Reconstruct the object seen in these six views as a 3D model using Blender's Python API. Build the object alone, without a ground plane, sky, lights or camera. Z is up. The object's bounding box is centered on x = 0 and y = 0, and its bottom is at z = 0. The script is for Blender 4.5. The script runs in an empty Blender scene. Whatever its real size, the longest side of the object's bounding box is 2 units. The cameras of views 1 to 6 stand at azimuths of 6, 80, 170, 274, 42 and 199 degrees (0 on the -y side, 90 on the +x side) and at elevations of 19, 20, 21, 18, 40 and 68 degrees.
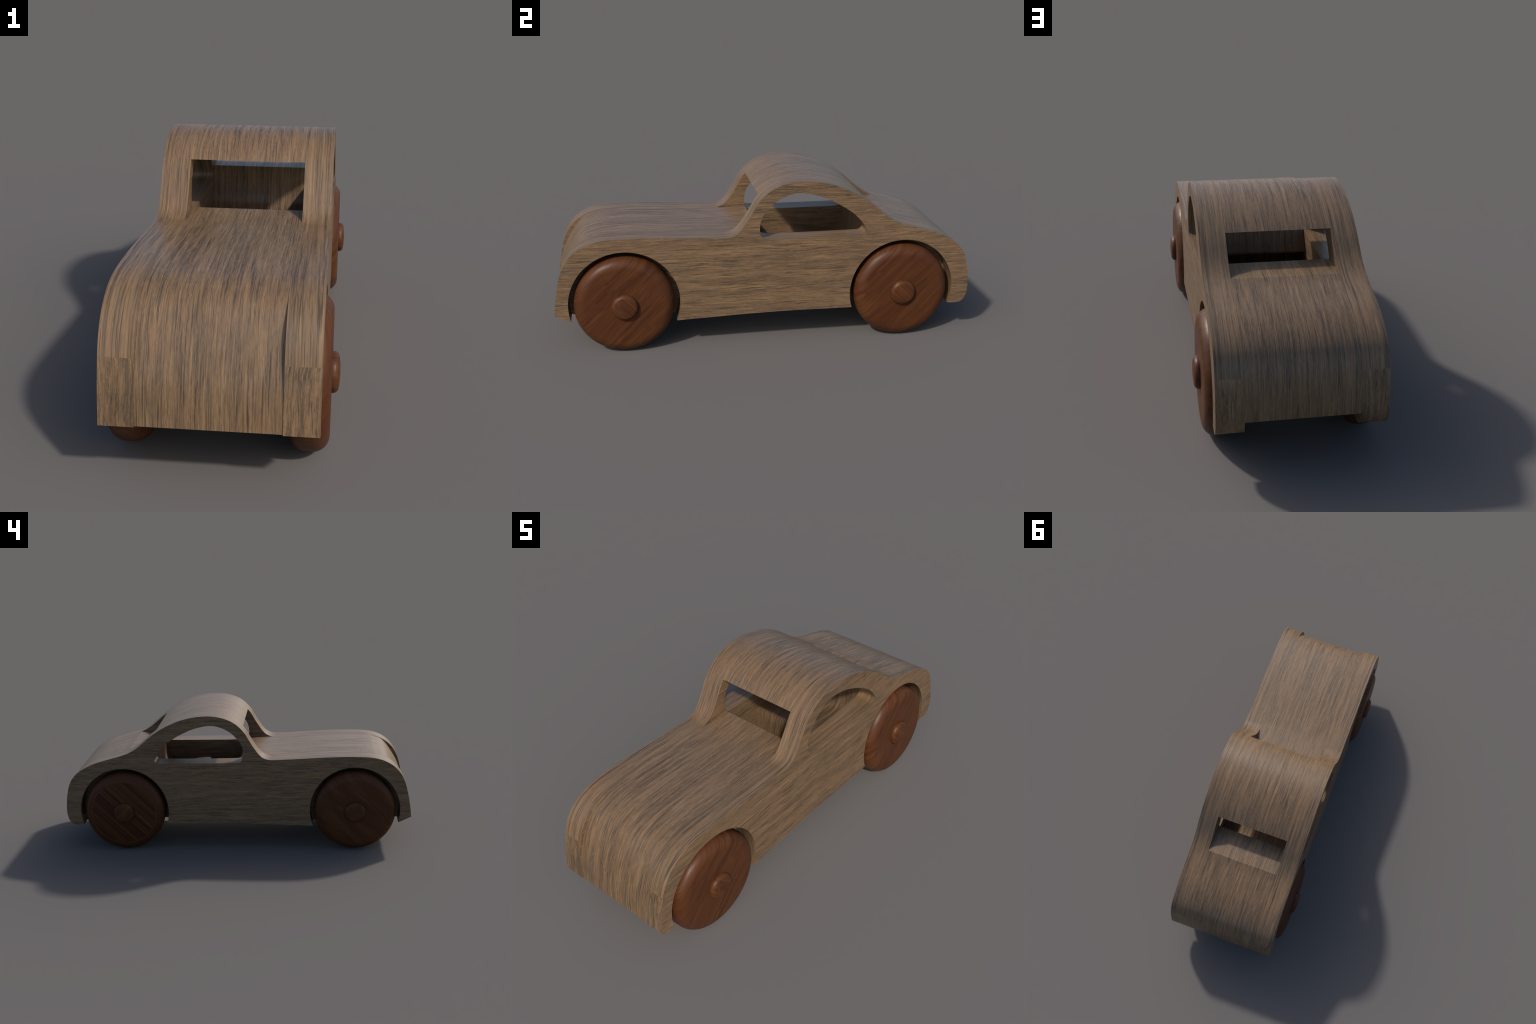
"""Wooden toy coupe: two sawn side panels with wheel arches and a window,
a centre block (hood, dashboard, bench seat, rear deck) and a bent roof strip
between them, four turned wheels with round axle caps."""
import bpy, bmesh, math
from mathutils import Vector

# ---------------------------------------------------------------- sizes (m)
PANEL_IN, PANEL_OUT = 0.2003, 0.2991
CORE_HALF = 0.1999
AXLE_Z = 0.235
SHELF_Z = 0.5805
FRONT_AXLE_Y, REAR_AXLE_Y = -0.678, 0.6577
ARCH_R = 0.2583
WHEEL_R, WHEEL_IN, WHEEL_OUT, WHEEL_ROUND = 0.2338, 0.2035, 0.3230, 0.050
CAP_R, CAP_OUT, CAP_ROUND = 0.062, 0.3470, 0.0185

# ---------------------------------------------------------------- profile curves (y, z)
NOSE = [(-1.000, .197), (-.9930, .255), (-.9860, .302), (-.9755, .352), (-.9650, .393), (-.953, .425),
        (-.938, .4535), (-.918, .480), (-.895, .502), (-.870, .519), (-.839, .5343)]
HOOD = [(-.800, .546), (-.757, .5527), (-.700, .5557), (-.602, .5563), (-.473, .5522), (-.344, .5457),
        (-.2300, .5412)]
PILLAR = [(-.195, .5415), (-.172, .5465), (-.150, .5580), (-.130, .5785), (-.110, .607), (-.085, .6475),
          (-.056, .6985)]
ROOF = [(-.025, .7345), (.005, .7590), (.0485, .7805), (.099, .7945), (.148, .7992), (.182, .7985),
        (.226, .7940), (.267, .7865), (.3182, .7718), (.3655, .753), (.4104, .7305), (.4613, .6985)]
BACK = [(.500, .6690), (.5267, .6460), (.566, .6147), (.611, .5880)]
DECK = [(.6635, .5682), (.711, .5553), (.769, .5390), (.8124, .5255), (.8525, .5088), (.8933, .4868)]
TAIL = [(.930, .4595), (.957, .4285), (.976, .389), (.9895, .338), (.9968, .288), (1.000, .245)]
TAIL_FOOT = [(.9965, .203), (.985, .1730), (.9665, .1565), (.944, .1518), (.9035, .1535)]
BELLY = [(.4125, .1580), (.200, .1588), (.030, .1580), (-.100, .1548), (-.250, .1492), (-.4375, .1415)]
FRONT_FOOT = [(-.9265, .1618)]

WINDOW = [(-.0455, .580), (-.0450, .560), (-.0395, .543), (-.0275, .5305), (-.008, .5258), (.0272, .5243),
          (.150, .5230), (.320, .5236), (.420, .5245), (.4540, .5275), (.4660, .5380), (.4682, .5528),
          (.4590, .5705), (.4380, .5990), (.4020, .6345), (.3443, .6735), (.289, .7028), (.2475, .7210),
          (.206, .7335), (.167, .7415), (.138, .7436), (.107, .7403), (.067, .7268), (.0314, .7072),
          (.0055, .6845), (-.0155, .6615), (-.0325, .6370), (-.0425, .6090)]

CORE_NOSE = [(-.9975, .199), (-.9900, .258), (-.9780, .3180), (-.9632, .362), (-.9450, .405), (-.9200, .448),
             (-.8895, .492), (-.865, .5170), (-.839, .5325)]
SEAT = [(.172, .352), (.1766, .390), (.1825, .4130), (.1905, .4285), (.2050, .4325), (.235, .4320), (.272, .4288),
        (.312, .4215), (.345, .4147), (.381, .4105), (.418, .4083), (.440, .4115), (.457, .4250), (.467, .4490),
        (.473, .4800), (.4760, .516), (.4755, .552), (.4745, .5805)]
DASH = [(-.030, .528), (-.012, .485), (.003, .453), (.005, .440), (-.006, .4300), (-.032, .4260), (-.245, .4220)]
FOOTWELL = [(-.250, .270), (-.235, .258), (.130, .258), (.155, .275)]


def spline(points, closed=False, steps=6):
    """Centripetal Catmull-Rom curve through the control points."""
    pts = [Vector(p) for p in points]
    n = len(pts)
    if n < 3:
        return [tuple(p) for p in pts]
    out = []
    for i in range(n if closed else n - 1):
        if closed:
            p0, p1, p2, p3 = pts[(i - 1) % n], pts[i], pts[(i + 1) % n], pts[(i + 2) % n]
        else:
            p1, p2 = pts[i], pts[i + 1]
            p0 = pts[i - 1] if i > 0 else p1 * 2 - p2
            p3 = pts[i + 2] if i + 2 < n else p2 * 2 - p1
        t0 = 0.0
        t1 = t0 + (p1 - p0).length ** .5
        t2 = t1 + (p2 - p1).length ** .5
        t3 = t2 + (p3 - p2).length ** .5
        for k in range(steps):
            t = t1 + (t2 - t1) * k / steps
            a1 = p0 * ((t1 - t) / (t1 - t0)) + p1 * ((t - t0) / (t1 - t0))
            a2 = p1 * ((t2 - t) / (t2 - t1)) + p2 * ((t - t1) / (t2 - t1))
            a3 = p2 * ((t3 - t) / (t3 - t2)) + p3 * ((t - t2) / (t3 - t2))
            b1 = a1 * ((t2 - t) / (t2 - t0)) + a2 * ((t - t0) / (t2 - t0))
            b2 = a2 * ((t3 - t) / (t3 - t1)) + a3 * ((t - t1) / (t3 - t1))
            out.append(tuple(b1 * ((t2 - t) / (t2 - t1)) + b2 * ((t - t1) / (t2 - t1))))
    if not closed:
        out.append(tuple(pts[-1]))
    return out


def arch(cy, start, end, steps=56):
    """Wheel arch over the axle, from one foot point to the other."""
    a0 = math.atan2(start[1] - AXLE_Z, start[0] - cy)
    a1 = math.atan2(end[1] - AXLE_Z, end[0] - cy)
    if a1 < a0:
        a1 += 2 * math.pi
    return [(cy + ARCH_R * math.cos(a0 + (a1 - a0) * k / steps),
             AXLE_Z + ARCH_R * math.sin(a0 + (a1 - a0) * k / steps)) for k in range(1, steps)]


def join(*runs):
    """Chain point runs, dropping doubled joints."""
    out = []
    for run in runs:
        for p in run:
            if not out or (Vector(p) - Vector(out[-1])).length > 2e-4:
                out.append(p)
    if (Vector(out[0]) - Vector(out[-1])).length < 2e-4:
        out.pop()
    return out


def slab(name, outline, holes, x0, x1, material, parent):
    """Board sawn to an outline in the y-z plane, from x0 to x1."""
    bm = bmesh.new()
    for loop in [outline] + holes:
        vs = [bm.verts.new((x0, y, z)) for y, z in loop]
        for a, b in zip(vs, vs[1:] + vs[:1]):
            bm.edges.new((a, b))
    bmesh.ops.triangle_fill(bm, edges=bm.edges[:], use_beauty=True, use_dissolve=False)
    ext = bmesh.ops.extrude_face_region(bm, geom=bm.faces[:], use_keep_orig=True)
    bmesh.ops.translate(bm, vec=(x1 - x0, 0, 0), verts=[g for g in ext['geom'] if isinstance(g, bmesh.types.BMVert)])
    bmesh.ops.recalc_face_normals(bm, faces=bm.faces[:])
    return finish(name, bm, material, parent)


def finish(name, bm, material, parent, location=(0, 0, 0), angle=14):
    for f in bm.faces:
        f.smooth = True
    for e in bm.edges:
        e.smooth = len(e.link_faces) == 2 and e.calc_face_angle(0) < math.radians(angle)
    me = bpy.data.meshes.new(name)
    bm.to_mesh(me)
    bm.free()
    me.materials.append(material)
    return place(name, me, parent, location)


def place(name, me, parent, location):
    ob = bpy.data.objects.new(name, me)
    bpy.context.scene.collection.objects.link(ob)
    ob.parent = parent
    ob.location = location
    return ob


def turned_disc(radius, half, rounding, dome=0.0, segments=112, rings=14):
    """Lathe-turned disc around the x axis, rounded on both rims."""
    prof = [(half + dome, 0.0), (half + dome * .85, radius * .35)]
    for k in range(rings + 1):
        a = math.pi / 2 * k / rings
        prof.append((half - rounding + rounding * math.cos(a), radius - rounding + rounding * math.sin(a)))
    prof += [(-x, r) for x, r in reversed(prof)]
    bm = bmesh.new()
    rows = []
    for x, r in prof:
        if r == 0:
            rows.append([bm.verts.new((x, 0, 0))])
        else:
            rows.append([bm.verts.new((x, r * math.cos(2 * math.pi * s / segments),
                                       r * math.sin(2 * math.pi * s / segments))) for s in range(segments)])
    for a, b in zip(rows, rows[1:]):
        for s in range(segments):
            t = (s + 1) % segments
            if len(a) == 1:
                bm.faces.new((a[0], b[s], b[t]))
            elif len(b) == 1:
                bm.faces.new((a[s], b[0], a[t]))
            else:
                bm.faces.new((a[s], b[s], b[t], a[t]))
    bmesh.ops.recalc_face_normals(bm, faces=bm.faces[:])
    return bm


# ---------------------------------------------------------------- materials
class Graph:
    def __init__(self, name):
        self.mat = bpy.data.materials.new(name)
        self.mat.use_nodes = True
        self.nt = self.mat.node_tree
        self.nt.nodes.clear()

    def node(self, kind, **props):
        nd = self.nt.nodes.new(kind)
        for k, v in props.items():
            setattr(nd, k, v)
        return nd

    def link(self, a, b):
        self.nt.links.new(a, b)

    def feed(self, socket, value):
        if hasattr(value, 'is_output'):
            self.link(value, socket)
        else:
            socket.default_value = value

    def math(self, op, a, b=0.0, clamp=False):
        nd = self.node('ShaderNodeMath', operation=op, use_clamp=clamp)
        self.feed(nd.inputs[0], a)
        self.feed(nd.inputs[1], b)
        return nd.outputs[0]

    def vmath(self, op, a, b):
        nd = self.node('ShaderNodeVectorMath', operation=op)
        self.feed(nd.inputs[0], a)
        self.feed(nd.inputs[1], b)
        return nd.outputs[0]

    def mixv(self, fac, a, b):
        nd = self.node('ShaderNodeMix', data_type='VECTOR')
        self.feed(nd.inputs[0], fac)
        self.feed(nd.inputs[4], a)
        self.feed(nd.inputs[5], b)
        return nd.outputs[1]

    def mixc(self, fac, a, b, blend='MIX'):
        nd = self.node('ShaderNodeMix', data_type='RGBA', blend_type=blend)
        self.feed(nd.inputs[0], fac)
        self.feed(nd.inputs[6], a)
        self.feed(nd.inputs[7], b)
        return nd.outputs[2]

    def noise(self, vec, detail=3.0, rough=0.55, distort=0.0):
        nd = self.node('ShaderNodeTexNoise', noise_dimensions='3D')
        self.link(vec, nd.inputs['Vector'])
        nd.inputs['Scale'].default_value = 1.0
        nd.inputs['Detail'].default_value = detail
        nd.inputs['Roughness'].default_value = rough
        nd.inputs['Distortion'].default_value = distort
        return nd.outputs[0]

    def span(self, value, lo, hi, a=0.0, b=1.0):
        nd = self.node('ShaderNodeMapRange', clamp=True)
        self.link(value, nd.inputs[0])
        for i, v in zip((1, 2, 3, 4), (lo, hi, a, b)):
            nd.inputs[i].default_value = v
        return nd.outputs[0]

    def ramp(self, value, stops):
        nd = self.node('ShaderNodeValToRGB')
        el = nd.color_ramp.elements
        while len(el) < len(stops):
            el.new(0.5)
        for e, (p, c) in zip(el, stops):
            e.position = p
            e.color = (*c, 1)
        self.link(value, nd.inputs[0])
        return nd.outputs[0]

    def surface(self, color, rough, height, bump, distance, specular=0.5):
        b = self.node('ShaderNodeBump')
        b.inputs['Strength'].default_value = bump
        b.inputs['Distance'].default_value = distance
        self.link(height, b.inputs['Height'])
        p = self.node('ShaderNodeBsdfPrincipled')
        self.link(color, p.inputs['Base Color'])
        self.feed(p.inputs['Roughness'], rough)
        p.inputs['Specular IOR Level'].default_value = specular
        self.link(b.outputs[0], p.inputs['Normal'])
        o = self.node('ShaderNodeOutputMaterial')
        self.link(p.outputs[0], o.inputs[0])
        return self.mat


OAK = dict(dark=(.050, .0338, .0208), brown=(.121, .0760, .0420), tan=(.178, .1100, .0585), pale=(.262, .162, .0850),
           pore=(.043, .0315, .0215))


def oak(name, seed, edge_length, pores, fineness, speckle, end_grain=False):
    """Open-grained oak: grain runs the length of the car; on faces sawn across
    the board the fibres follow the outline as long streaks side by side in x.
    edge_length stretches the streaks on those sawn faces, fineness packs them; end_grain turns the
    foot of the nose and of the tail into short, curly grain."""
    g = Graph(name)
    co = g.node('ShaderNodeTexCoord')
    pos = g.vmath('ADD', co.outputs['Object'], seed)
    nrm = g.node('ShaderNodeSeparateXYZ')
    g.link(g.node('ShaderNodeNewGeometry').outputs['True Normal'], nrm.inputs[0])
    side = g.span(g.math('ABSOLUTE', nrm.outputs[0]), .6, .75)
    wob = g.node('ShaderNodeTexNoise', noise_dimensions='3D')
    g.link(g.vmath('MULTIPLY', pos, (3, 6, 11)), wob.inputs['Vector'])
    wob.inputs['Scale'].default_value = 1.0
    wob.inputs['Detail'].default_value = 3.0
    drift = g.vmath('SUBTRACT', wob.outputs['Color'], (.5, .5, .5))

    edge_pos = pos
    if end_grain:
        sp = g.node('ShaderNodeSeparateXYZ')
        g.link(co.outputs['Object'], sp.inputs[0])
        foot = g.math('MULTIPLY', g.span(sp.outputs[2], .3845, .3835), g.span(sp.outputs[1], -.90, -.91))
        heel = g.math('MULTIPLY', g.span(sp.outputs[2], .3710, .3700), g.span(sp.outputs[1], .93, .94))
        short = g.math('MAXIMUM', foot, heel)
        edge_pos = g.mixv(short, pos, g.vmath('ADD', g.vmath('MULTIPLY', pos, (.85, 3.4, 3.4)), (2.3, 7.1, .4)))
        drift = g.vmath('MULTIPLY', drift, g.mixv(short, (1, 1, 1), (4, 1, 1)))

    def grain(a_side, c_side, a_edge, c_edge, sway_side, sway_edge=0.5):
        """Stretched coordinates: a = features per metre along the grain, c = across it."""
        a_edge = a_edge / edge_length
        vs = g.vmath('ADD', g.vmath('MULTIPLY', pos, (a_side, a_side, c_side)),
                     g.vmath('MULTIPLY', drift, (0, 0, sway_side)))
        ve = g.vmath('ADD', g.vmath('MULTIPLY', edge_pos, (c_edge * fineness, a_edge, a_edge)),
                     g.vmath('MULTIPLY', drift, (sway_edge, 0, 0)))
        return g.mixv(side, ve, vs)

    band = g.noise(grain(2.6, 48, 1.7, 62, 1.2), 2, .5)
    streak = g.noise(grain(6.5, 165, 4.0, 185, 2.4, .8), 2, .55)
    fibre = g.noise(grain(17, 430, 12, 430, 4.0, 1.5), 2, .6)
    speck = g.noise(grain(48, 620, 46, 520, 4.0, 2.0), 1, .5)
    pore = g.noise(grain(7.5, 175, 5.0, 230, 2.6, 1.0), 2, .5)
    where = g.noise(grain(4.0, 30, 4.0, 34, 1.0), 2, .5)
    tone = g.math('ADD', g.math('MULTIPLY', band, .40 - speckle), g.math('MULTIPLY', streak, .30))
    tone = g.math('ADD', tone, g.math('MULTIPLY', fibre, .30))
    tone = g.math('ADD', tone, g.math('MULTIPLY', speck, speckle))
    col = g.ramp(tone, [(.37, OAK['dark']), (.455, OAK['brown']), (.525, OAK['tan']), (.625, OAK['pale'])])
    if end_grain:
        vein = g.noise(grain(2.6, 48, .75, 78, 1.2), 2, .5)
        mark = g.math('MULTIPLY', g.span(vein, .55, .66), g.math('SUBTRACT', 1.0, side))
        col = g.mixc(g.math('MULTIPLY', mark, .50), col, (*OAK['dark'], 1))
        light = g.math('MULTIPLY', g.span(vein, .44, .34), g.math('SUBTRACT', 1.0, side))
        col = g.mixc(g.math('MULTIPLY', light, .30), col, (*OAK['pale'], 1))
    dash = g.math('MULTIPLY', g.span(pore, .56, .645), g.span(where, .36, .56))
    col = g.mixc(g.math('MULTIPLY', dash, pores), col, (*OAK['pore'], 1))
    warm = g.noise(grain(14, 300, 9, 300, 3.0, 1.0), 1, .5)
    col = g.mixc(g.math('MULTIPLY', g.span(warm, .58, .74), .45), col, (.255, .142, .064, 1))
    grey = g.noise(grain(9, 70, 7, 80, 2.0, 1.0), 2, .5)
    col = g.mixc(g.math('MULTIPLY', g.span(grey, .56, .72), .30), col, (.150, .112, .078, 1))
    height = g.math('SUBTRACT', g.math('ADD', g.math('MULTIPLY', fibre, .6), g.math('MULTIPLY', streak, .4)),
                    g.math('MULTIPLY', dash, .6))
    rough = g.span(tone, .38, .62, .44, .35)
    return g.surface(col, rough, height, .17, .0016, .5)


def walnut(name, striped=False):
    """Red-brown wheel wood, grain at 45 degrees, satin finish."""
    g = Graph(name)
    co = g.node('ShaderNodeTexCoord')
    info = g.node('ShaderNodeObjectInfo')
    turn = g.node('ShaderNodeMapping')
    turn.inputs['Rotation'].default_value = (math.radians(45 if 'cap' in name else -45), 0, 0)
    g.link(co.outputs['Object'], turn.inputs['Vector'])
    pos = g.vmath('ADD', turn.outputs[0], g.vmath('MULTIPLY', info.outputs['Location'], (3.1, 4.3, 2.7)))
    wob = g.node('ShaderNodeTexNoise', noise_dimensions='3D')
    g.link(g.vmath('MULTIPLY', pos, (4, 5, 8)), wob.inputs['Vector'])
    wob.inputs['Scale'].default_value = 1.0
    wob.inputs['Detail'].default_value = 2.0
    drift = g.vmath('SUBTRACT', wob.outputs['Color'], (.5, .5, .5))

    def grain(a, c, sway):
        return g.vmath('ADD', g.vmath('MULTIPLY', pos, (a * 2, a, c)), g.vmath('MULTIPLY', drift, (sway,) * 3))

    band = g.noise(grain(2.4, 26, 1.2), 2, .5)
    vein = g.noise(grain(3.6, 62, 1.8), 2, .5)
    line = g.noise(grain(3.6, 170, 2.2), 2, .5)
    fine = g.noise(grain(9, 520, 4.0), 2, .6)
    tone = g.math('ADD', g.math('MULTIPLY', band, .36), g.math('MULTIPLY', line, .36))
    tone = g.math('ADD', tone, g.math('MULTIPLY', fine, .28))
    col = g.ramp(tone, [(.36, (.056, .0185, .0075)), (.46, (.071, .0245, .0093)), (.54, (.084, .0302, .0111)),
                        (.64, (.108, .0425, .0150))])
    dark = g.math('MULTIPLY', g.span(vein, .575, .625), g.span(line, .36, .52))
    col = g.mixc(g.math('MULTIPLY', dark, .50), col, (.034, .0108, .0052, 1))
    if striped:
        s = g.node('ShaderNodeSeparateXYZ')
        g.link(co.outputs['Object'], s.inputs[0])
        rad = g.math('SQRT', g.math('ADD', g.math('MULTIPLY', s.outputs[1], s.outputs[1]),
                                    g.math('MULTIPLY', s.outputs[2], s.outputs[2])))
        disc = g.span(rad, .186, .181)
        st = g.noise(g.vmath('MULTIPLY', pos, (.3, .35, 46)), 3, .65)
        scol = g.ramp(st, [(.36, (.036, .0115, .0055)), (.48, (.058, .0190, .0080)), (.58, (.076, .0270, .0105)),
                           (.68, (.118, .046, .0175))])
        ring = g.node('ShaderNodeCombineXYZ')
        g.link(g.math('MULTIPLY', rad, 190), ring.inputs[0])
        g.link(g.math('MULTIPLY', s.outputs[0], 60), ring.inputs[1])
        rg = g.noise(ring.outputs[0], 2, .5)
        rcol = g.ramp(rg, [(.35, (.054, .0172, .0070)), (.65, (.094, .0330, .0120))])
        col = g.mixc(disc, g.mixc(.7, col, rcol), scol)
    height = g.math('SUBTRACT', fine, g.math('MULTIPLY', dark, .7))
    rough = g.span(tone, .38, .62, .43, .37)
    return g.surface(col, rough, height, .22, .0010, .19)


# ---------------------------------------------------------------- build
def build():
    car = bpy.data.objects.new('toy_car', None)
    bpy.context.scene.collection.objects.link(car)
    car['label'] = 'wooden toy coupe with brown oak body and round reddish wheels'
    car['category'] = 'toy car'

    panel_wood = oak('oak_panel', (3.7, 1.2, 5.1), 1.25, .75, 1.0, .18, end_grain=True)
    core_wood = oak('oak_core', (11.3, 4.6, 2.9), .80, .85, 1.08, .19)
    wheel_wood = walnut('walnut_wheel')
    wheel_stripes = walnut('walnut_wheel_striped', striped=True)
    cap_wood = walnut('walnut_cap')

    crest = spline(NOSE + HOOD + PILLAR + ROOF + BACK + DECK + TAIL + TAIL_FOOT[:-1])
    outline = join(crest, [TAIL_FOOT[-1]],
                   arch(REAR_AXLE_Y, TAIL_FOOT[-1], BELLY[0]), spline(BELLY),
                   arch(FRONT_AXLE_Y, BELLY[-1], FRONT_FOOT[0]), FRONT_FOOT)
    window = spline(WINDOW, closed=True)
    for sx in (1, -1):
        slab('side_panel', outline, [window], sx * PANEL_IN, sx * PANEL_OUT, panel_wood, car)

    # centre block: the hood runs back level to the dashboard; seat and rear deck behind
    hood_line = [p for p in spline(NOSE + HOOD + PILLAR) if -.80 < p[0] <= HOOD[-1][0] + 1e-6]
    nose = spline(CORE_NOSE + [hood_line[0]])
    deck_all = spline(BACK + DECK + TAIL)
    deck = [p for p in deck_all if p[1] < SHELF_Z]
    above = [p for p in deck_all if p[1] >= SHELF_Z][-1]
    t = (above[1] - SHELF_Z) / (above[1] - deck[0][1])
    deck.insert(0, (above[0] + (deck[0][0] - above[0]) * t, SHELF_Z))
    block = join(nose, hood_line, spline([HOOD[-1], (-.18, .5420), (-.11, .5442), (-.045, .5455)]),
                 spline(DASH), FOOTWELL, spline(SEAT), deck,
                 [(.998, .212), (.960, .193), (.860, .180)], spline(BELLY), [(-.68, .150), (-.925, .1618)])
    slab('center_block', block, [], -CORE_HALF, CORE_HALF, core_wood, car)

    # roof strip, sawn to the same crest line, its underside on the window curve
    top = [p for p in crest if -.0425 <= p[0] <= .4640 and p[1] > .695]
    lower = [p for p in spline(WINDOW, closed=True) if p[1] > (.7145 if p[0] < .15 else .697)]
    slab('roof', join(top, lower), [], -CORE_HALF, CORE_HALF, core_wood, car)

    # wheels and axle caps
    half = (WHEEL_OUT - WHEEL_IN) / 2
    mid = (WHEEL_OUT + WHEEL_IN) / 2
    cap_half = .0235
    wheel_mesh = cap_mesh = None
    for y in (FRONT_AXLE_Y, REAR_AXLE_Y):
        for sx in (1, -1):
            if wheel_mesh is None:
                wheel = finish('wheel', turned_disc(WHEEL_R, half, WHEEL_ROUND), wheel_wood, car,
                               (sx * mid, y, WHEEL_R), 40)
                wheel_mesh = wheel.data
                cap = finish('axle_cap', turned_disc(CAP_R, cap_half, CAP_ROUND, .0030, 64, 10), cap_wood, wheel,
                             (sx * (CAP_OUT - .0030 - cap_half - mid), 0, 0), 40)
                cap_mesh = cap.data
            else:
                wheel = place('wheel', wheel_mesh, car, (sx * mid, y, WHEEL_R))
                if y > 0 and sx < 0:
                    wheel.material_slots[0].link = 'OBJECT'
                    wheel.material_slots[0].material = wheel_stripes
                place('axle_cap', cap_mesh, wheel, (sx * (CAP_OUT - .0030 - cap_half - mid), 0, 0))


build()
